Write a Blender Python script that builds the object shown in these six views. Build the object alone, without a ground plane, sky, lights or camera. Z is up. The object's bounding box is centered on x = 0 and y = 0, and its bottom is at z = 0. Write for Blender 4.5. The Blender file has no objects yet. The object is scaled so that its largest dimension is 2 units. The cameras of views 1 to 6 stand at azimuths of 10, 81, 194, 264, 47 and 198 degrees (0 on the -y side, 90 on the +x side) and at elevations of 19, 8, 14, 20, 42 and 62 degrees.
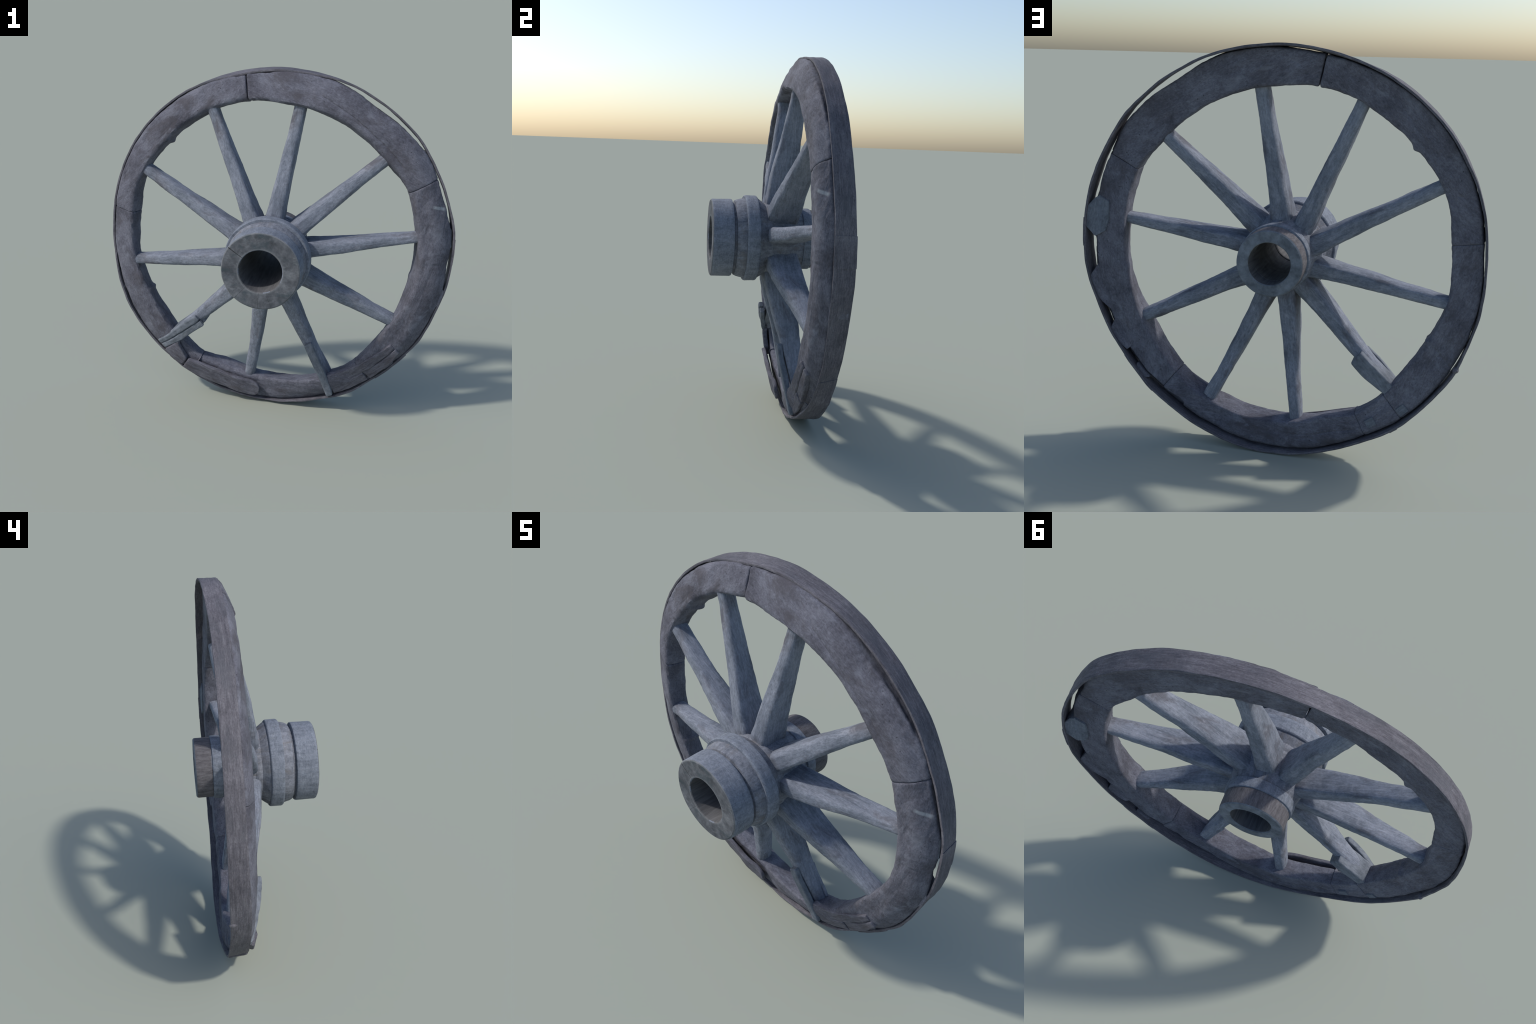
# A weathered wooden wagon wheel standing upright: nave (hub) with bands, ten
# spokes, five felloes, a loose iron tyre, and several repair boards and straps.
import bpy, bmesh, math, random
from mathutils import Vector, Matrix, noise

random.seed(7)
CX, CZ = -0.004, 1.005          # wheel axis (runs along y)
TAU = 2 * math.pi

# ------------------------------------------------------------------ helpers
def lerp(a, b, t): return a + (b - a) * t
def smooth(t):
    t = max(0.0, min(1.0, t)); return t * t * (3 - 2 * t)

def catmull(p0, p1, p2, p3, t):
    m1 = (p2 - p0) * 0.5; m2 = (p3 - p1) * 0.5
    t2, t3 = t * t, t * t * t
    return (2*t3 - 3*t2 + 1) * p1 + (t3 - 2*t2 + t) * m1 + (-2*t3 + 3*t2) * p2 + (t3 - t2) * m2

def ring10(vals):
    """periodic smooth profile from one value every 10 degrees"""
    n = len(vals)
    def f(deg):
        x = (deg % 360.0) / 360.0 * n
        i = int(x) % n
        return catmull(vals[i-1], vals[i], vals[(i+1) % n], vals[(i+2) % n], x - int(x))
    return f

def knots(*kv):
    """piecewise smooth profile through (x, value) knots"""
    def f(x):
        if x <= kv[0][0]: return kv[0][1]
        for (x0, v0), (x1, v1) in zip(kv, kv[1:]):
            if x <= x1: return lerp(v0, v1, smooth((x - x0) / (x1 - x0)))
        return kv[-1][1]
    return f

def linknots(*kv):
    def f(x):
        if x <= kv[0][0]: return kv[0][1]
        for (x0, v0), (x1, v1) in zip(kv, kv[1:]):
            if x <= x1: return lerp(v0, v1, (x - x0) / (x1 - x0))
        return kv[-1][1]
    return f

def fbm(p, octaves=4):
    s, a, f = 0.0, 1.0, 1.0
    for _ in range(octaves):
        s += a * noise.noise(p * f); a *= 0.5; f *= 2.1
    return s

def polar(deg, r, y):
    a = math.radians(deg)
    return Vector((CX + r * math.cos(a), y, CZ + r * math.sin(a)))

def new_object(name, verts, faces, mat, parent=None, sharp=35.0, origin=None, rot_deg=None, mats=None, face_mat=None):
    """mesh given in world space, stored in a local frame placed at origin / turned about y"""
    me = bpy.data.meshes.new(name)
    M = Matrix.Identity(4)
    if origin is not None: M = Matrix.Translation(origin)
    if rot_deg is not None: M = M @ Matrix.Rotation(-math.radians(rot_deg), 4, 'Y')
    inv = M.inverted()
    me.from_pydata([inv @ Vector(v) for v in verts], [], faces)
    for m in (mats or [mat]): me.materials.append(m)
    if face_mat:
        for p in me.polygons: p.material_index = face_mat(p)
    bm = bmesh.new(); bm.from_mesh(me)
    bmesh.ops.recalc_face_normals(bm, faces=bm.faces)
    for f in bm.faces: f.smooth = True
    lim = math.radians(sharp)
    for e in bm.edges:
        if len(e.link_faces) == 2 and e.calc_face_angle(0) > lim: e.smooth = False
    bm.to_mesh(me); bm.free()
    ob = bpy.data.objects.new(name, me)
    bpy.context.collection.objects.link(ob)
    ob.matrix_world = M
    if parent:
        ob.parent = parent
        bpy.context.view_layer.update()
        ob.matrix_parent_inverse = parent.matrix_world.inverted()
    return ob

def loft(rings, closed_ring=False, caps=True):
    n = len(rings[0]); verts = []; faces = []
    for r in rings: verts += r
    m = len(rings)
    for i in range(m if closed_ring else m - 1):
        for j in range(n):
            a = i * n + j; b = i * n + (j + 1) % n
            c = ((i + 1) % m) * n + (j + 1) % n; d = ((i + 1) % m) * n + j
            faces.append((a, b, c, d))
    if caps and not closed_ring:
        for base in (0, (m - 1) * n):
            c = sum((verts[base + j] for j in range(n)), Vector()) / n
            ci = len(verts); verts.append(c)
            for j in range(n): faces.append((base + j, base + (j + 1) % n, ci))
    return verts, faces

def round_poly(pts, radii, per_edge, corner=4):
    """closed 2-D loop with rounded corners; per_edge = points strewn on each straight edge"""
    out = []; n = len(pts)
    P = [Vector(p) for p in pts]
    cs = []
    for i in range(n):
        a, b, c = P[i-1], P[i], P[(i+1) % n]
        u = (a - b); v = (c - b)
        d = min(radii[i], u.length * .45, v.length * .45)
        s, e = b + u.normalized() * d, b + v.normalized() * d
        cs.append((s, b, e))
    for i in range(n):
        s, b, e = cs[i]
        for k in range(corner + 1):
            t = k / corner
            out.append((1-t)**2 * s + 2*t*(1-t) * b + t*t * e)
        s2 = cs[(i+1) % n][0]
        for k in range(1, per_edge[i]):
            out.append(e.lerp(s2, k / per_edge[i]))
    return out

# ---------------------------------------------------------------- materials
class Nodes:
    def __init__(self, name):
        self.m = bpy.data.materials.new(name); self.m.use_nodes = True
        self.t = self.m.node_tree
        for n in list(self.t.nodes): self.t.nodes.remove(n)
        self.out = self.n('ShaderNodeOutputMaterial')
        self.b = self.n('ShaderNodeBsdfPrincipled')
        self.l(self.b.outputs[0], self.out.inputs[0])
    def n(self, kind, **kw):
        x = self.t.nodes.new(kind)
        for k, v in kw.items(): setattr(x, k, v)
        return x
    def l(self, a, b): self.t.links.new(a, b)
    def val(self, x, sock):
        if hasattr(x, 'links') or hasattr(x, 'is_linked'): self.l(x, sock)
        else: sock.default_value = x
    def math(self, op, a, b=0.0, clamp=False):
        x = self.n('ShaderNodeMath', operation=op, use_clamp=clamp)
        self.val(a, x.inputs[0]); self.val(b, x.inputs[1]); return x.outputs[0]
    def mapping(self, vec, scale=(1, 1, 1), loc=(0, 0, 0), rot=(0, 0, 0)):
        x = self.n('ShaderNodeMapping'); self.l(vec, x.inputs[0])
        x.inputs['Scale'].default_value = scale; x.inputs['Location'].default_value = loc
        x.inputs['Rotation'].default_value = rot
        return x.outputs[0]
    def noise(self, vec, scale, detail=5, rough=.6, dist=0.0):
        x = self.n('ShaderNodeTexNoise'); self.l(vec, x.inputs['Vector'])
        x.inputs['Scale'].default_value = scale; x.inputs['Detail'].default_value = detail
        x.inputs['Roughness'].default_value = rough; x.inputs['Distortion'].default_value = dist
        return x.outputs[0]
    def ramp(self, fac, *stops):
        x = self.n('ShaderNodeValToRGB'); self.l(fac, x.inputs[0])
        e = x.color_ramp.elements
        while len(e) < len(stops): e.new(0.5)
        for el, (p, c) in zip(e, stops):
            el.position = p
            el.color = (c, c, c, 1) if isinstance(c, (int, float)) else (*c, 1)
        return x.outputs[0]
    def mix(self, fac, a, b, blend='MIX'):
        x = self.n('ShaderNodeMix', data_type='RGBA', blend_type=blend)
        self.val(fac, x.inputs[0])
        for s, c in ((x.inputs[6], a), (x.inputs[7], b)):
            if isinstance(c, tuple): s.default_value = (*c, 1)
            else: self.l(c, s)
        return x.outputs[2]
    def bump(self, h, strength, dist):
        x = self.n('ShaderNodeBump'); self.l(h, x.inputs['Height'])
        x.inputs['Strength'].default_value = strength; x.inputs['Distance'].default_value = dist
        self.l(x.outputs[0], self.b.inputs['Normal'])

def coords(N, kind, seed):
    """'obj' plain object space, 'ring' unrolled about the y axis (arc, y, radius)"""
    tc = N.n('ShaderNodeTexCoord').outputs['Object']
    off = (seed * 3.17, seed * 1.31, seed * 2.03)
    if kind == 'obj': return N.mapping(tc, loc=off), tc
    s = N.n('ShaderNodeSeparateXYZ'); N.l(tc, s.inputs[0])
    ang = N.math('ARCTAN2', s.outputs[2], N.math('MULTIPLY', s.outputs[0], 1.0))
    rad = N.math('SQRT', N.math('ADD', N.math('POWER', N.math('ABSOLUTE', s.outputs[0]), 2.0), N.math('POWER', N.math('ABSOLUTE', s.outputs[2]), 2.0)))
    c = N.n('ShaderNodeCombineXYZ'); N.l(ang, c.inputs[0]); N.l(s.outputs[1], c.inputs[1]); N.l(rad, c.inputs[2])
    return N.mapping(c.outputs[0], loc=off), tc

def weathered(name, kind, tones, grain=(6, 70, 70), seed=0.0, grain_amt=.5, blotch=5.0,
              pits=.5, pale=None, pale_amt=.35, stain=None, stain_amt=.3, stain_lo=.52, bump=.35, rough=.85, extra=None, fine=1.0):
    """weather-beaten wood or iron. tones = (dark, middle, light)"""
    N = Nodes(name)
    v, tc = coords(N, kind, seed)
    g = N.noise(N.mapping(v, scale=grain), 1.0, 6, .65, .4)                # long grain
    g2 = N.noise(N.mapping(v, scale=tuple(x * 2.7 for x in grain)), 1.0, 4, .7)
    bl = N.noise(v, blotch, 9, .70, .25)                                     # weather blotches
    sp = N.noise(N.mapping(v, scale=tuple(lerp(x, max(grain), .55) for x in grain)), 1.6, 3, .75)   # fine fleck
    fac = N.math('ADD', N.math('MULTIPLY', bl, 1 - grain_amt), N.math('MULTIPLY', g, grain_amt))
    col = N.ramp(fac, (.36, tones[0]), (.50, tones[1]), (.64, tones[2]))
    fi = N.ramp(g2, (.30, .62), (.52, 1.0), (.75, 1.22))
    col = N.mix(.6 * fine, col, fi, 'MULTIPLY')
    col = N.mix(.5 * fine, col, N.ramp(sp, (.34, .68), (.5, 1.0), (.68, 1.3)), 'MULTIPLY')
    if stain:
        s = N.ramp(N.noise(N.mapping(v, loc=(9, 4, 2), scale=(.55, 1, 1)), blotch * 1.4, 7, .66, .5), (stain_lo, 0.0), (stain_lo + .13, 1.0))
        col = N.mix(N.math('MULTIPLY', s, stain_amt), col, stain)
    if pale:
        s = N.ramp(N.noise(N.mapping(v, loc=(2, 7, 5), scale=(.6, 1, 1)), blotch * 2.0, 7, .72, .6), (.55, 0.0), (.72, 1.0))
        col = N.mix(N.math('MULTIPLY', s, pale_amt), col, pale)
    if pits:
        vo = N.n('ShaderNodeTexVoronoi'); N.l(v, vo.inputs['Vector']); vo.inputs['Scale'].default_value = 38
        pk = N.ramp(vo.outputs['Distance'], (.07, 1.0), (.16, 0.0))
        gate = N.ramp(N.noise(v, 9, 3, .5), (.52, 0.0), (.6, 1.0))
        col = N.mix(N.math('MULTIPLY', N.math('MULTIPLY', pk, gate), pits), col, tuple(c * .45 for c in tones[0]))
    if extra: col = extra(N, col, tc, v)
    N.l(col, N.b.inputs['Base Color'])
    N.b.inputs['Roughness'].default_value = rough
    N.b.inputs['Specular IOR Level'].default_value = .25
    h = N.math('ADD', N.math('MULTIPLY', g, .6), N.math('ADD', N.math('MULTIPLY', g2, .25), N.math('MULTIPLY', bl, .35)))
    N.bump(h, bump, .006)
    return N.m

# --------------------------------------------------------------- dimensions
# radii every 10 degrees round the wheel, 0 = +x, 90 = up
TYRE_FRONT = ring10([.990,1.001,.996,.998,1.007,1.005,1.004,1.001,.993,0.991,0.988,.990,1.004,1.008,1.008,1.004,.998,.987,.984,.984,.996,1.000,.999,.996,0.998,0.996,0.995,0.992,0.988,0.988,0.993,0.993,.991,.996,.987,.989])
TYRE_BACK = ring10([.984,.990,.990,.988,.996,.990,.990,.991,0.994,0.995,0.994,0.997,1.002,1.005,1.006,1.005,.998,.988,.985,.990,.989,1.002,1.002,1.007,1.001,1.000,1.001,1.003,0.999,.992,0.984,0.984,.972,.975,.972,.985])
FELLOE_OUT = ring10([.970,.979,.975,.981,.990,.980,.966,.982,.983,.979,.975,.981,.986,.991,.989,.986,.980,.969,.966,.961,.964,.966,.972,.983,.979,.974,.975,.971,.970,.972,.978,.972,.966,.977,.968,.971])
FELLOE_OUT_BACK = ring10([0.928,0.936,.953,.957,.972,.970,.959,.976,.979,.975,.968,.977,.988,.993,.993,.986,.979,.968,.968,.970,.972,.964,.972,.974,.964,.959,.962,.960,.960,.953,.938,.943,0.938,0.935,0.935,0.929])
FELLOE_IN_FRONT = ring10([.812,.809,.811,.822,.812,.811,.820,.823,.824,.830,.848,.856,.862,.863,.863,.868,.870,.858,.845,.841,.829,.824,.828,.850,.858,.846,.836,.832,.835,.838,.838,.826,.800,.788,.804,.813])
FELLOE_IN_BACK = ring10([.776,.783,.794,.801,.785,.782,.786,.790,.799,.805,.822,.836,.833,.834,.840,.849,.848,.828,.826,.831,.821,.813,.817,.838,.853,.824,.832,.842,.848,.850,.845,.830,.805,.790,.782,.776])
FELLOE_BACK_Y = linknots((0,.216),(15,.212),(28,.204),(45,.194),(60,.199),(75,.209),(90,.211),(103,.210),(120,.204),(157,.206),(180,.212),(210,.212),(240,.219),(248,.230),(258,.238),(266,.234),(276,.229),(288,.213),(308,.204),(330,.206),(350,.212),(360,.216))
# spare room between felloe and tyre: the tyre has sprung off the wood here and there
GAP = linknots((0,.010),(4,.004),(13,.004),(16,.014),(24,.014),(29,.003),(36,.003),(41,.012),(50,.022),(60,.024),(66,.012),(74,.001),(188,.001),(194,.005),(204,.006),(210,.003),(220,.0),(300,-.003),(348,-.003),(356,.006),(360,.010))
TYRE_FRONT_Y = knots((0,.137),(30,.135),(60,.142),(120,.141),(170,.143),(210,.130),(236,.130),(256,.126),(266,.120),(276,.111),(287,.102),(298,.104),(311,.132),(330,.138),(360,.137))
TYRE_BACK_Y = knots((0,.240),(25,.235),(45,.236),(62,.240),(88,.238),(106,.232),(125,.226),(160,.229),(180,.231),(210,.228),(245,.236),(268,.250),(285,.251),(300,.243),(315,.234),(345,.236),(360,.240))
FELLOE_FRONT_Y = linknots((0,.068),(60,.068),(92,.068),(102.6,.068),(102.8,.083),(150,.087),(215,.086),(240.8,.086),(241,.106),(266,.110),(270,.098),(278,.086),(288,.070),(310,.068),(360,.068))
FELLOE_SHOULDER_Y = linknots((0,.080),(45,.081),(68,.091),(85,.100),(103,.103),(230,.101),(240.8,.101),(241,.118),(266,.122),(278,.101),(288,.084),(360,.084))
SEAMS = [28.6, 102.7, 171.2, 229.0, 240.9, 308.4]

# ---------------------------------------------------------------- materials
felloe_tones = ((.064, .064, .081), (.110, .112, .140), (.160, .165, .202))
def scratch(N, col, tc, v):
    """pale scraped streak on the face of one felloe"""
    s = N.n('ShaderNodeSeparateXYZ'); N.l(tc, s.inputs[0])
    nz = N.noise(v, 40, 4, .7)
    p0, p1 = SCRATCH
    d = (p1 - p0).normalized(); q = Vector((-d[1], d[0]))
    along = N.math('ADD', N.math('MULTIPLY', s.outputs[0], d[0]), N.math('MULTIPLY', s.outputs[2], d[1]))
    across = N.math('ADD', N.math('MULTIPLY', s.outputs[0], q[0]), N.math('MULTIPLY', s.outputs[2], q[1]))
    a0, a1, c0 = p0.dot(d), p1.dot(d), p0.dot(q)
    half = N.math('ABSOLUTE', N.math('SUBTRACT', across, c0))
    m1 = N.math('MULTIPLY', N.math('SUBTRACT', .011, half), 160, True)
    m2 = N.math('MULTIPLY', N.math('SUBTRACT', along, a0), 60, True)
    m3 = N.math('MULTIPLY', N.math('SUBTRACT', a1, along), 60, True)
    m4 = N.math('LESS_THAN', s.outputs[1], .15)
    m = N.math('MULTIPLY', N.math('MULTIPLY', m1, m2), N.math('MULTIPLY', m3, m4))
    m = N.math('MULTIPLY', m, N.math('MULTIPLY', nz, 1.2))
    return N.mix(m, col, (.30, .33, .36))

def felloe_mat(i, extra=None):
    return weathered('weathered_felloe_wood' , 'obj', felloe_tones, grain=(24, 85, 80), seed=1.0 + i, grain_amt=.28, blotch=6.0,
                     pits=.8, pale=(.195, .207, .250), pale_amt=.75, stain=(.066, .062, .072), stain_amt=.7, stain_lo=.53, bump=.4, extra=extra, fine=1.15)
MAT_SPOKE = weathered('grey_spoke_wood', 'obj', ((.105, .120, .150), (.175, .195, .238), (.235, .255, .305)), grain=(7, 75, 75), seed=11, grain_amt=.4,
                      blotch=6, pits=.35, pale=(.30, .315, .36), pale_amt=.7, stain=(.080, .075, .086), stain_amt=.75, stain_lo=.53, bump=.45, fine=1.0)
MAT_TYRE = weathered('worn_tyre_iron', 'ring', ((.066, .064, .077), (.113, .109, .128), (.172, .167, .190)), grain=(12, 110, 60), seed=21, grain_amt=.5, fine=1.3,
                     blotch=6, pits=.3, stain=(.075, .080, .095), stain_amt=.5, bump=.4, rough=.75, pale=(.2, .195, .21), pale_amt=.3)
MAT_HUB = weathered('hub_wood', 'ring', ((.090, .100, .125), (.165, .178, .212), (.230, .245, .285)), grain=(7, 60, 30), seed=31, grain_amt=.4,
                    blotch=7, pits=.3, pale=(.28, .29, .30), pale_amt=.3, stain=(.13, .122, .12), stain_amt=.6, bump=.4)
MAT_BAND = weathered('hub_band_iron', 'ring', ((.105, .120, .150), (.170, .192, .235), (.228, .252, .300)), grain=(6, 70, 40), seed=41, grain_amt=.4,
                     blotch=8, pits=.5, pale=(.27, .285, .30), pale_amt=.35, bump=.35)
MAT_REAR = weathered('hub_rear_wood', 'ring', ((.072, .069, .076), (.118, .113, .124), (.162, .157, .170)), grain=(12, 26, 14), seed=45, grain_amt=.3,
                     blotch=8, pits=.3, bump=.4)
def end_cracks(N, col, tc, v):
    s = N.n('ShaderNodeSeparateXYZ'); N.l(tc, s.inputs[0])
    x = N.math('ADD', s.outputs[0], .009)
    ang = N.math('ARCTAN2', s.outputs[2], x)
    w = N.noise(v, 14, 3, .6)
    rad = N.math('SQRT', N.math('ADD', N.math('MULTIPLY', x, x), N.math('MULTIPLY', s.outputs[2], s.outputs[2])))
    # light catching the bore edge and outer arris, painted as pale rings
    for r0, wd, k in ((.119, .010, .55), (.209, .005, .5)):
        m = N.math('SUBTRACT', 1.0, N.math('MULTIPLY', N.math('ABSOLUTE', N.math('SUBTRACT', rad, r0)), 1 / wd), True)
        col = N.mix(N.math('MULTIPLY', m, N.math('MULTIPLY', w, k * 1.6)), col, (.24, .25, .26))
    for a, k in ((2.55, .95), (-1.60, .4), (-2.25, .35), (-1.25, .25)):
        d = N.math('ABSOLUTE', N.math('ADD', N.math('SUBTRACT', ang, a), N.math('MULTIPLY', N.math('SUBTRACT', w, .5), .10)))
        m = N.math('MULTIPLY', N.math('SUBTRACT', .016, d), 120, True)
        col = N.mix(N.math('MULTIPLY', m, k), col, (.02, .02, .022))
    return col
MAT_END = weathered('hub_end_grain', 'obj', ((.056, .062, .072), (.103, .110, .124), (.160, .168, .182)), grain=(14, 14, 14), seed=51, grain_amt=.2,
                    blotch=11, pits=.3, pale=(.205, .217, .235), pale_amt=.75, stain=(.050, .070, .082), stain_amt=.75, bump=.5, extra=end_cracks)
MAT_BACKEND = weathered('hub_rear_end_grain', 'obj', ((.09, .105, .125), (.145, .165, .195), (.19, .215, .25)), grain=(14, 14, 14), seed=55, grain_amt=.3,
                    blotch=9, pits=.3, pale=(.25, .265, .27), pale_amt=.35, bump=.4)
MAT_BORE = weathered('bore_shade_darkened', 'ring', ((.066, .067, .072), (.108, .109, .116), (.148, .149, .157)), grain=(12, 6, 12), seed=57, grain_amt=.4, blotch=7, pits=0, bump=.15, fine=.4)  # tones lowered to bake the hole's inner shade into the colour
MAT_BOARD = weathered('repair_board_wood', 'obj', ((.062, .060, .075), (.110, .110, .134), (.165, .167, .200)), grain=(9, 75, 75), seed=61, grain_amt=.5,
                      blotch=7, pits=.3, pale=(.23, .235, .25), pale_amt=.4, stain=(.066, .058, .060), stain_amt=.5, bump=.5)
MAT_PACK = felloe_mat(6)
MAT_PATCH = weathered('patched_wood', 'obj', ((.090, .102, .124), (.135, .152, .184), (.175, .195, .23)), grain=(14, 60, 60), seed=73, grain_amt=.3, blotch=9, pits=.3, bump=.3)
MAT_PLATE = weathered('pale_plate', 'obj', ((.095, .11, .132), (.15, .168, .198), (.195, .215, .25)), grain=(6, 40, 40), seed=71, grain_amt=.3,
                      blotch=10, pits=.3, pale=(.24, .26, .27), pale_amt=.3, bump=.35)

# ------------------------------------------------------------------- wheel
wheel = bpy.data.objects.new('wagon_wheel', None)
bpy.context.collection.objects.link(wheel)
wheel.location = (0, 0.15, 0)
wheel['label'] = 'weathered grey wooden wagon wheel with loose iron tyre and repairs'
wheel['category'] = 'wagon wheel'
bpy.context.view_layer.update()
AXIS = Vector((CX, 0, CZ))

# ----------------------------------------------------------------- felloes
BUMPS = [(138.6, 1.1, .012), (205, .9, .010), (133, 2.5, -.004), (352, 1.5, .006)]   # lumps left on the inner edge
# cracks and split edges on the front (f) or back (b): polyline of (angle, radius), depth
CRACKS = [('f', [(86.5,.925),(79,.905),(72,.878),(64,.862),(55,.848),(46,.846),(38,.850)], .0050),
          ('f', [(118,.955),(116.5,.925),(117.5,.90)], .0030), ('f', [(124,.94),(118,.915),(112,.905)], .0022),
          ('f', [(26.5,.86),(22,.90)], .0022), ('f', [(26.8,.88),(23.2,.905)], .0018), ('f', [(24.5,.85),(20,.87)], .0018),
          ('b', [(205.0,.83),(206.0,.88),(207.8,.965)], .0045),
          ('b', [(147,.862),(141,.885),(135,.90),(128,.918)], .0030), ('b', [(97,.90),(95,.915),(92.6,.925)], .003),
          ('b', [(243,.93),(250,.905),(256,.905),(262,.90)], .0035), ('b', [(347,.90),(341,.89),(336,.895)], .003),
          ('b', [(352,.84),(346,.835),(340,.85)], .0025), ('b', [(157,.905),(157.8,.925)], .004), ('b', [(60,.84),(50,.85),(40,.86)], .002)]
def groove(deg, r, y):
    if not .8 < r < .975: return 0.0
    side = 'f' if y < .12 else 'b' if y > .185 else None
    h = 0.0
    for sd, line, depth in CRACKS:
        if sd != side: continue
        P = Vector((deg % 360 / 57.3 * .9, r))
        for (a0, r0), (a1, r1) in zip(line, line[1:]):
            A, B = Vector((a0 / 57.3 * .9, r0)), Vector((a1 / 57.3 * .9, r1))
            t = max(0, min(1, (P - A).dot(B - A) / (B - A).length_squared))
            d = (P - A.lerp(B, t)).length
            if d < .016: h = min(h, -depth * math.exp(-(d / .0045) ** 2))
    return h
def felloe_section(deg, k):
    fo = FELLOE_OUT(deg); fi = FELLOE_IN_FRONT(deg); bi = FELLOE_IN_BACK(deg); yb = FELLOE_BACK_Y(deg % 360)
    lump = sum(h * math.exp(-((((deg - a + 180) % 360) - 180) / w) ** 2) for a, w, h in BUMPS)
    bi -= lump; fi -= lump * .4
    d = deg % 360
    yf = FELLOE_FRONT_Y(d)
    ys = FELLOE_SHOULDER_Y(d)
    ys = lerp(ys, .124, smooth((d - 229.0) / .3) * smooth((240.9 - d) / .3))
    yf = lerp(yf, .114, smooth((d - 229.0) / .3) * smooth((240.9 - d) / .3))        # front split away
    tilt = .009 * smooth((d - 25) / 20) * smooth((325 - d) / 15) + .003
    fob = FELLOE_OUT_BACK(deg)
    lim = lambda t: lerp(TYRE_FRONT(deg), TYRE_BACK(deg), t) - .0125 - GAP(d)
    pts = [(fi - .006, yf), (fo - .058, ys), (fo - .004, .129), (max(fo, lim(.2)) if GAP(d) < .008 else min(fo, lim(.2)), .146),
           (lerp(max(fob, lim(.55)) if GAP(d) < .008 else min(fo, lim(.55)), fob, 1.0 if d < 33 or d > 300 else .35), yb - .016), (fob - .003, yb), (bi + .004, yb - tilt), (bi - .001, yb - tilt - .018)]
    return round_poly(pts, (.026, .05, .010, .008, .012, .012, .012, .03), (15, 9, 2, 5, 2, 22, 3, 9), 3)

for i, s0 in enumerate(SEAMS):
    s1 = SEAMS[(i + 1) % 6] + (360 if i == 5 else 0)
    wide = {0: .06, 1: .17, 3: .03, 4: .02}                                   # only the top joint stands open
    a0, a1 = s0 + wide.get(i, .035), s1 - wide.get((i + 1) % 6, .035)
    k0, k1 = (1.2 if i == 1 else .55), (1.2 if i == 0 else .55)
    n = int((a1 - a0) / .40)
    angs = [a0, a0 + .12, a0 + .35] + [lerp(a0 + .7, a1 - .7, k / n) for k in range(n + 1)] + [a1 - .35, a1 - .12, a1]
    shrink = [.0055 * k0, .0022 * k0, .0004] + [0] * (n + 1) + [.0004, .0022 * k1, .0055 * k1]
    rings = []
    for a, sh in zip(angs, shrink):
        sec = felloe_section(a, i)
        c = sum(sec, Vector((0, 0))) / len(sec)
        ring = []
        for j, q in enumerate(sec):
            d = q - c
            q2 = q - d.normalized() * sh * 1.3
            p = polar(a, q2[0], q2[1])
            t = Vector((-math.sin(math.radians(a)), 0, math.cos(math.radians(a))))
            o = Vector((i * 7.3, 0, 0))
            # long soft ripples along the grain plus small dents
            mid = math.radians(.5 * (s0 + s1)); gx = Vector((-math.sin(mid), 0, math.cos(mid)))
            gp = p - gx * (p.dot(gx) * .82)
            h = .0034 * fbm(gp * 24 + o, 4) + .0040 * fbm(p * 6 + o, 3) + .0012 * fbm(p * 40 + o, 2) + groove(a, q2[0], q2[1])
            nrm = (polar(a, q2[0] + d[0], q2[1] + d[1]) - p).normalized()
            ring.append(p + nrm * h)
        rings.append(ring)
    v, f = loft(rings)
    mid = .5 * (s0 + s1)
    ex = None
    if i == 5:
        R = Matrix.Rotation(math.radians(mid - 90), 4, 'Y')
        e0 = R @ (polar(21.1, .905, .115) - AXIS); e1 = R @ (polar(18.4, .972, .125) - AXIS)
        SCRATCH = (Vector((e0.x, e0.z)), Vector((e1.x, e1.z)))
        ex = scratch
    new_object('felloe', v, f, felloe_mat(i, ex), wheel, 40, AXIS, mid - 90)

# -------------------------------------------------------------------- tyre
def tyre_arc(name, a0, a1, rise, thick, closed=False, y_pad=0.0, step=.75, taper=True):
    n = max(4, int(round((a1 - a0) / step)))
    rings = []
    for k in range(n if closed else n + 1):
        a = lerp(a0, a1, k / n)
        rf, rb = TYRE_FRONT(a) + rise, TYRE_BACK(a) + rise
        y0, y1 = TYRE_FRONT_Y(a % 360) - y_pad, TYRE_BACK_Y(a % 360) + y_pad
        w1 = .0012 * noise.noise(Vector((math.cos(math.radians(a)) * 9, math.sin(math.radians(a)) * 9, 3)))
        sec = round_poly([(rf, y0), (rb, y1), (rb - thick, y1), (rf - thick, y0)], (.003,) * 4, (8, 1, 4, 1), 2)
        ring = []
        for q in sec:
            p = polar(a, q[0], q[1])
            h = .0016 * fbm(Vector((math.radians(a) * 6, q[1] * 90, 1.7)), 3) + .0022 * fbm(p * 9, 3) + .0035 * noise.noise(p * 4.5)
            rr = Vector((p.x - CX, 0, p.z - CZ)).normalized()
            ring.append(p + rr * (h + w1) + Vector((0, .0015 * noise.noise(p * 14), 0)))
        rings.append(ring)
    v, f = loft(rings, closed)
    return new_object(name, v, f, MAT_TYRE, wheel, 40, AXIS)

tyre = tyre_arc('tyre', 0, 360, 0, .0115, True)
tyre_arc('tyre_plate', -.6, 7.8, .003, .006, y_pad=.002)          # joining plate
tyre_arc('tyre_plate', -50, -36.3, .0022, .005, y_pad=.001)       # laps where bars overlap
tyre_arc('tyre_plate', 231.5, 233.8, .005, .008, y_pad=-.006)

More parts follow.
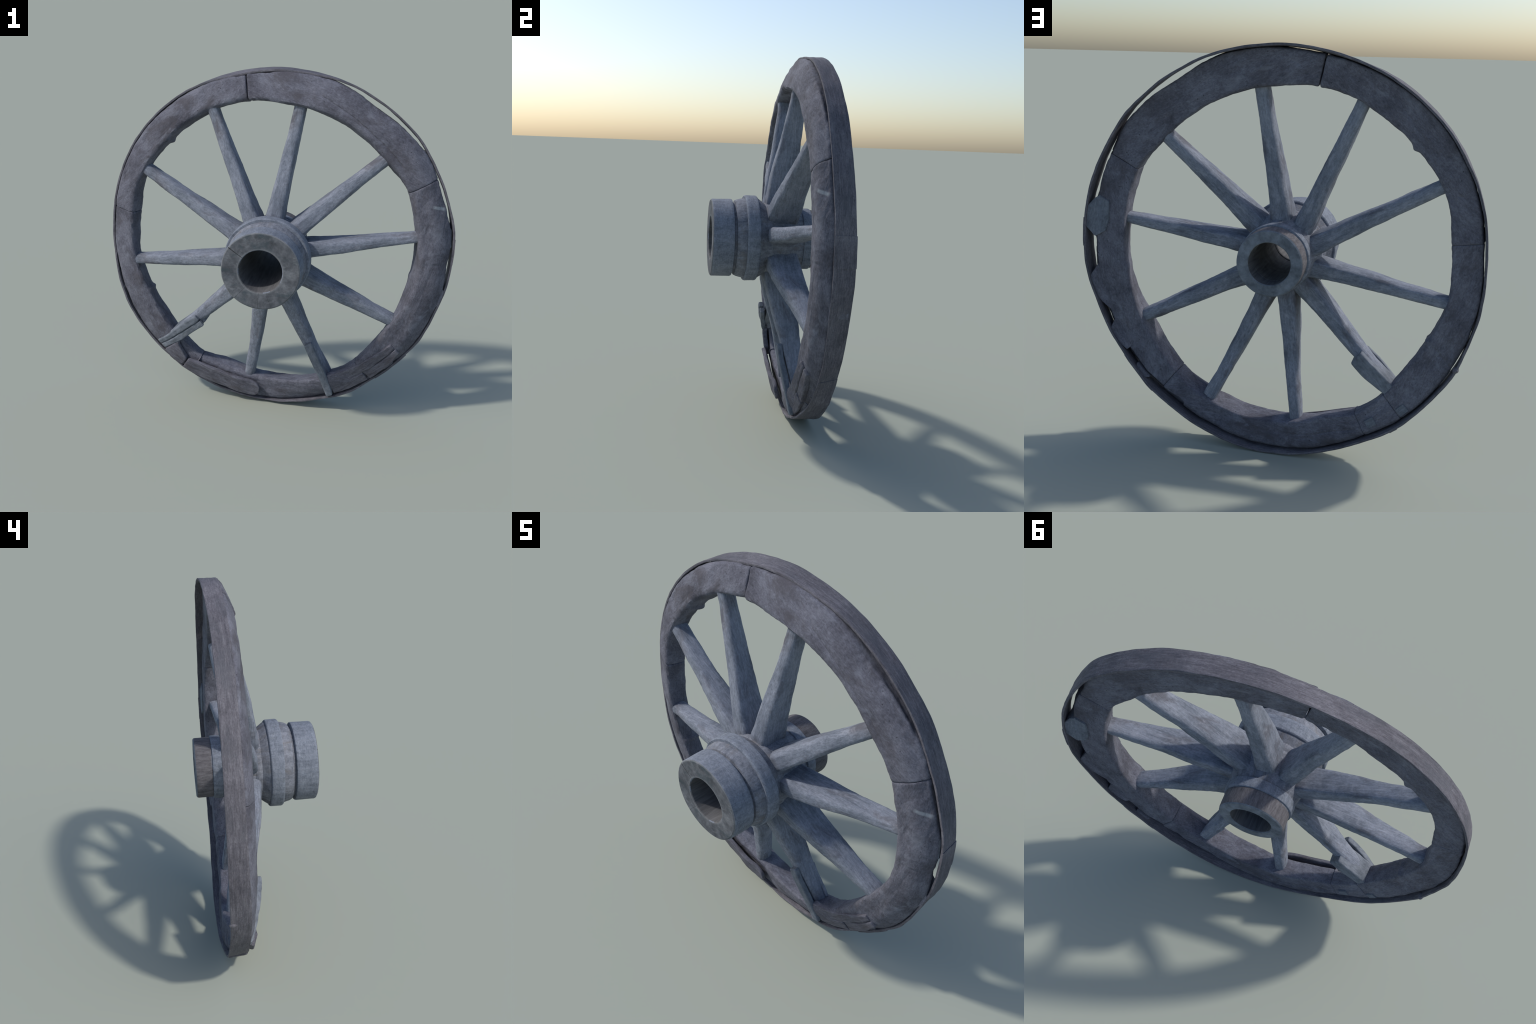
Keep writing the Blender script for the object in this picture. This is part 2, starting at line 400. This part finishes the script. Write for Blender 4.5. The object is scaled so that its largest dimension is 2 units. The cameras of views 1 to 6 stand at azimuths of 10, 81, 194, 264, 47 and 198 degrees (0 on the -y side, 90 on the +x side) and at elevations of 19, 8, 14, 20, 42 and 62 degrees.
def lump(name, deg, r, y, size, mat):
    """flattened knob standing on the tyre"""
    c = polar(deg, r, y); a = math.radians(deg); n = Vector((math.cos(a), 0, math.sin(a))); t = Vector((-n.z, 0, n.x))
    rings = []
    for k in range(1, 12):
        th = math.pi * k / 12; ring = []
        for j in range(20):
            p = TAU * j / 20
            v = n * (math.cos(th) * size[0]) + t * (math.sin(th) * math.cos(p) * size[1]) + Vector((0, math.sin(th) * math.sin(p) * size[2], 0))
            ring.append(c + v * (1 + .15 * noise.noise((c + v) * 40)))
        rings.append(ring)
    v, f = loft(rings)
    return new_object(name, v, f, mat, wheel, 60, AXIS)
lump('tyre_rivet', 207.4, .992, .216, (.014, .017, .020), MAT_TYRE)
lump('tyre_rivet', 201.3, .986, .150, (.009, .014, .014), MAT_TYRE)

# ------------------------------------------------------------------ spokes
# (angle at nave, angle at rim, front y at rim, width factor)
SPOKES = [(126.0,117.2,.092,1.08,.006),(89.2,83.2,.090,1.10,.002),(48.2,44.1,.090,1.10,.0),(11.0,9.7,.092,.97,-.006),(325.2,331.8,.092,1.10,-.004),
          (288.2,293.6,.094,1.04,-.002),(259.0,262.0,.110,1.04,0),(230.0,227.2,.094,1.10,.002),(197.3,191.1,.088,1.0,.008),(160.0,153.2,.090,1.10,.022)]
SP_W = knots((.15,.098),(.21,.093),(.27,.085),(.34,.080),(.50,.073),(.66,.066),(.80,.061),(.9,.060))
for i, (th0, th1, yend, wf, dy0) in enumerate(SPOKES):
    root, tip = polar(th0, .21, 0), polar(th1, .82, 0)
    ax = (tip - root).normalized(); tx = Vector((-ax.z, 0, ax.x)); mid = math.degrees(math.atan2(ax.z, ax.x))
    end_r = .5 * (FELLOE_IN_FRONT(th1) + FELLOE_IN_BACK(th1)) + .016
    wave = random.uniform(0, 9)
    rings = []; n = 110
    for k in range(n + 1):
        r = lerp(.15, end_r, k / n)
        c = root + (tip - root) * ((r - .21) / .61) + tx * (.004 * noise.noise(Vector((r * 3.5, wave, 0))) * smooth((r - .25) / .2) * smooth((.8 - r) / .2))
        w = SP_W(r) * wf * .5
        yf = linknots((.15, -.022), (.22, -.022), (.34, -.004), (.55, lerp(-.022, yend, .60)), (.80, yend), (.86, yend + .006))(r) + dy0 * (1 - smooth((r - .2) / .5))
        yb = linknots((.15, .138), (.3, .144), (.55, .153), (.84, .178))(r)
        if 250 < th1 < 270: yb += .014 * smooth((r - .5) / .3)
        if th1 > 250 or th1 < 60: yb += .006
        yc, hd = .5 * (yf + yb), .5 * (yb - yf)
        ex = lerp(5.0, 3.0, smooth((r - .2) / .5))
        m = 52; ring = []
        for j in range(m):
            a = TAU * j / m
            cs, sn = math.cos(a), math.sin(a)
            px = math.copysign(abs(cs) ** (2 / ex), cs) * w
            py = math.copysign(abs(sn) ** (2 / ex), sn) * hd
            p = c + tx * px + Vector((0, yc + py, 0))
            o = Vector((i * 5.1, 0, 0))
            q = Vector((r * 5, px * 30, py * 30)) + o
            h = .0026 * fbm(q, 4) + .0036 * fbm(p * 6 + o, 2) + .0009 * fbm(p * 45 + o, 2)
            nr = (tx * px + Vector((0, py, 0))).normalized()
            ring.append(p + nr * h)
        rings.append(ring)
    v, f = loft(rings)
    new_object('spoke', v, f, MAT_SPOKE, wheel, 50, AXIS, mid).name = 'spoke'

# --------------------------------------------------------------------- hub
def axle_shift(y): return -.0005 - .0085 * (.32 - y) / .64          # the nave sits a little askew
def core(p): return math.hypot(p.center.x - axle_shift(p.center.y), p.center.z)
def lathe(name, prof, mats, seg=112, seed=0.0, amp=.002, parent=None, fm=None, closed=False, sharp=32):
    """profile = (y, r) points turned about the axle; amp = unevenness"""
    dense = []
    for (y0, r0), (y1, r1) in zip(prof, prof[1:]):
        L = math.hypot(y1 - y0, r1 - r0); k = max(1, int(L / .008))
        dense += [(lerp(y0, y1, t / k), lerp(r0, r1, t / k)) for t in range(k)]
    dense.append(prof[-1])
    rings = []
    for s in range(seg):
        a = 360.0 * s / seg; ring = []
        for y, r in dense:
            p = polar(a, r, y) + Vector((axle_shift(y), 0, 0))
            h = amp * fbm(Vector((p.x * 9, p.y * 9, p.z * 9)) + Vector((seed, 0, 0)), 3)
            n = Vector((p.x - CX, 0, p.z - CZ)).normalized()
            ring.append(p + n * h + Vector((0, amp * .5 * noise.noise(p * 8 + Vector((seed, 3, 0))), 0)))
        rings.append(ring)
    nv = len(dense); verts = [p for r in rings for p in r]; faces = []
    for s in range(seg):
        for j in range(nv if closed else nv - 1):
            a, b = s * nv + j, s * nv + (j + 1) % nv
            c, d = ((s + 1) % seg) * nv + (j + 1) % nv, ((s + 1) % seg) * nv + j
            faces.append((a, b, c, d))
    return new_object(name, verts, faces, None, parent, sharp, AXIS, None, mats, fm)

# nave body: barrel, mortise drum and rear shoulder, bored through
nave = lathe('hub', [(-.205,.118),(-.205,.190),(-.193,.194),(-.189,.206),(-.175,.213),(-.150,.219),(-.140,.220),(-.070,.222),                (-.062,.220),(-.026,.195),(-.012,.200),(.000,.199),(.010,.192),(.085,.190),(.105,.184),(.135,.176),(.160,.168),(.176,.164),(.24,.158),(.24,.100),(0,.105),(-.205,.118)],
             [MAT_HUB, MAT_BORE], seed=2, amp=.004, parent=wheel, fm=lambda p: 1 if core(p) < .122 else 0)
lathe('hub_front_band', [(-.200,.116),(-.316,.116),(-.320,.120),(-.321,.204),(-.317,.210),(-.311,.212),(-.214,.2135),(-.207,.211),(-.204,.203),(-.202,.188),(-.200,.116)],
      [MAT_BAND, MAT_END, MAT_BORE], seed=5, amp=.002, parent=nave,
      fm=lambda p: 1 if p.center.y < -.3185 else (2 if core(p) < .118 else 0))
lathe('hub_collar', [(-.137,.21),(-.138,.231),(-.134,.2345),(-.128,.236),(-.078,.236),(-.072,.2345),(-.068,.230),(-.067,.21),(-.137,.21)],
      [MAT_BAND], seed=8, amp=.002, parent=nave)
lathe('hub_rear_ring', [(.176,.15),(.175,.166),(.178,.1695),(.184,.170),(.222,.1695),(.227,.168),(.229,.164),(.229,.15),(.176,.15)],
      [MAT_BAND], seed=9, amp=.0015, parent=nave)
lathe('hub_rear_end', [(.225,.102),(.225,.1575),(.232,.160),(.238,.161),(.306,.161),(.315,.159),(.320,.153),(.321,.106),(.317,.102),(.225,.102)],
      [MAT_REAR, MAT_BACKEND, MAT_BORE], seed=12, amp=.0018, parent=nave,
      fm=lambda p: 1 if p.center.y > .3155 else (2 if core(p) < .104 else 0))

# ------------------------------------------------- repair boards and straps
def ribbon(name, stations, thick, mat, n=48, mid_deg=0.0, bulge=.002, seed=0.0, normal=(0, -1, 0), parent=None):
    """board swept between two edge curves: station = (edge point, other edge point), outer face on them"""
    P = [(Vector(a), Vector(b)) for a, b in stations]
    m = len(P) - 1; rings = []
    for k in range(n + 1):
        x = k / n * m; i = min(int(x), m - 1); t = x - i
        def at(side):
            q = lambda j: P[max(0, min(m, j))][side]
            return catmull(q(i-1), q(i), q(i+1), q(i+2), t)
        A, B = at(0), at(1)
        end = min(k, n - k)
        sh = (.004, .0012)[end] if end < 2 else 0
        wd = (B - A).normalized(); w = (B - A).length
        nr = Vector(normal); nr = (nr - wd * nr.dot(wd)).normalized()
        th = thick(k / n) if callable(thick) else thick
        sec = round_poly([(sh, -sh), (w - sh, -sh), (w - sh, -th + sh), (sh, -th + sh)], (min(.008, th*.4),) * 4, (9, 2, 4, 2), 3)
        ring = []
        for q in sec:
            p = A + wd * q[0] + nr * q[1]
            h = bulge * fbm(p * 13 + Vector((seed, 0, 0)), 3)
            ring.append(p + nr * h + wd * (h * .6))
        rings.append(ring)
    v, f = loft(rings)
    return new_object(name, v, f, mat, parent or wheel, 40, AXIS, mid_deg)

def between(sts, u0, u1, dy=0.0):
    """lengthwise strip of a board, from u0 to u1 across its width"""
    out = []
    for a, b in sts:
        a, b = Vector(a), Vector(b)
        out.append((a.lerp(b, u0) + Vector((0, dy, 0)), a.lerp(b, u1) + Vector((0, dy, 0))))
    return out
# splice board on the lower right of the rim, cracked along its length and notched
SPLICE = [(polar(324.4,.866,0.066), polar(323.6,.945,0.084)), (polar(318,.850,0.060), polar(317.5,.958,0.084)),
          (polar(309,.842,0.064), polar(309,.966,0.096)), (polar(301,.838,0.070), polar(301,.970,0.102)), (polar(294.6,.834,0.076), polar(294.6,.972,0.106))]
ribbon('repair_board', between(SPLICE, 0, .49), .032, MAT_BOARD, mid_deg=309-90, seed=3, bulge=.0035)
ribbon('repair_board', between(SPLICE[:3], .505, 1, .003), .030, MAT_BOARD, mid_deg=309-90, seed=4, bulge=.0035)
ribbon('repair_board', between([(polar(308.3,.842,0.064), polar(308.3,.966,0.096))] + SPLICE[3:], .50, 1, .001), .030, MAT_BOARD, mid_deg=309-90, seed=5, bulge=.0035)
# splice boards on the lower left of the rim: a short stub, then a long one with a rounded end
ribbon('repair_board', [(polar(229.4,.850,0.079), polar(228.3,.974,0.097)), (polar(230.9,.872,0.079), polar(230.6,.976,0.099)), (polar(234,.893,0.081), polar(234,.977,0.101)), (polar(236.6,.912,0.085), polar(236.9,.976,0.103))],
       .030, MAT_BOARD, n=24, mid_deg=232-90, seed=8, bulge=.003)
ribbon('repair_board', [(polar(237.1,.902,0.065), polar(237.3,.978,0.094)), (polar(240.2,.886,0.063), polar(240.2,.980,0.095)), (polar(246.2,.864,0.061), polar(246.2,.970,0.094)),
        (polar(252.6,.857,0.061), polar(252.6,.960,0.092)), (polar(259,.855,0.062), polar(259,.960,0.088)), (polar(263.6,.861,0.072), polar(263.4,.965,0.095)), (polar(266.2,.877,0.075), polar(265.7,.958,0.094)), (polar(267.2,.897,0.077), polar(266.9,.944,0.092))],
       .024, MAT_BOARD, mid_deg=248-90, seed=9, bulge=.003)
# narrow strap down the front of the lower right spoke
ribbon('repair_strap', [(polar(290.8,.600,.030), polar(295.4,.592,.030)), (polar(291.0,.66,.036), polar(295.2,.655,.036)), (polar(291.4,.74,.048), polar(295.2,.735,.048)),
        (polar(291.8,.82,.060), polar(295.2,.815,.060)), (polar(291.9,.90,.074), polar(294.8,.90,.074)), (polar(291.9,.970,.086), polar(294.2,.970,.086))],
       .030, MAT_PLATE, mid_deg=293, seed=13)
# splint on the back of the same spoke
ribbon('repair_strap', [(polar(290.0,.635,.166), polar(295.2,.62,.166)), (polar(290.9,.72,.170), polar(295.8,.71,.170)), (polar(291.6,.80,.178), polar(296.2,.795,.178)), (polar(291.8,.845,.182), polar(296.2,.845,.182))],
       .018, MAT_SPOKE, mid_deg=293, seed=17, normal=(0, 1, 0), bulge=.002)
# splint on the lower left spoke: grooved front board and a thick block behind
SPLINT = [(polar(225.4,.632,.028), polar(232.6,.640,.034)), (polar(224.6,.72,.040), polar(231.0,.735,.046)), (polar(224.4,.79,.056), polar(230.0,.82,.064)),
          (polar(224.6,.88,.080), polar(228.8,.90,.090)), (polar(224.0,.968,.112), polar(228.0,.972,.116))]
ribbon('repair_splint', between(SPLINT, 0, .49), .030, MAT_PLATE, mid_deg=227, seed=21, bulge=.004)
ribbon('repair_splint', between(SPLINT, .515, 1, .002), .028, MAT_PLATE, mid_deg=227, seed=22, bulge=.004)
ribbon('repair_splint', [(polar(225.3,.615,.192), polar(232.3,.628,.190)), (polar(225.0,.70,.194), polar(231.4,.715,.192)), (polar(224.6,.79,.198), polar(229.6,.80,.196)), (polar(224.4,.85,.202), polar(228.4,.855,.200))],
       .115, MAT_PLATE, mid_deg=228, seed=25, normal=(0, 1, 0), bulge=.0015)

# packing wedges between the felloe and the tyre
def wedge(name, pts, front, mat):
    """outline (angle, radius, back y) extruded forward to a front y"""
    n = len(pts)
    back = [polar(*p) for p in pts]; fr = [polar(a, r, front) for a, r, y in pts]
    bm = bmesh.new()
    vb = [bm.verts.new(p) for p in back]; vf = [bm.verts.new(p) for p in fr]
    bm.faces.new(vb); bm.faces.new(vf[::-1])
    for i in range(n): bm.faces.new((vb[i], vf[i], vf[(i+1) % n], vb[(i+1) % n]))
    bmesh.ops.triangulate(bm, faces=[f for f in bm.faces if len(f.verts) > 4])
    bmesh.ops.bevel(bm, geom=list(bm.edges), offset=.0025, segments=2, affect='EDGES', clamp_overlap=True)
    bm.verts.index_update()
    v = [x.co.copy() for x in bm.verts]; f = [[x.index for x in fc.verts] for fc in bm.faces]
    bm.free()
    return new_object(name, v, f, mat, wheel, 40, AXIS, pts[0][0] - 90)

wedge('packing_wedge', [(11.2,.984,.232),(5.2,.980,.230),(2.4,.930,.226),(4.6,.876,.2225),(9,.862,.2205),(14.6,.880,.2185),(15.4,.935,.2180),(14.0,.957,.2190)], .138, MAT_PATCH)
wedge('packing_wedge', [(349.8,.984,.226),(346.0,.984,.226),(341.5,.960,.214),(336.6,.915,.207),(340,.87,.200),(352,.88,.202),(353.6,.930,.212)], .136, MAT_PACK)
wedge('packing_wedge', [(332.6,.976,.222),(329.2,.976,.222),(324.6,.955,.212),(325,.885,.200),(334,.885,.200),(335.2,.925,.211)], .136, MAT_PACK)
wedge('packing_wedge', [(318.5,.978,.214),(314.5,.978,.214),(313.5,.950,.214),(319.5,.950,.214)], .136, MAT_PACK)

# small pale patches on the back of the rim
for a, r, w in ((227.0, .948, .052), (237.4, .925, .050)):
    y = FELLOE_BACK_Y(a) + .0028
    q = math.degrees(w * .5 / r)
    wedge('repair_patch', [(a - q, r - w * .45, y), (a - q, r + w * .4, y), (a + q, r + w * .45, y), (a + q, r - w * .4, y)], y - .012, MAT_PATCH)
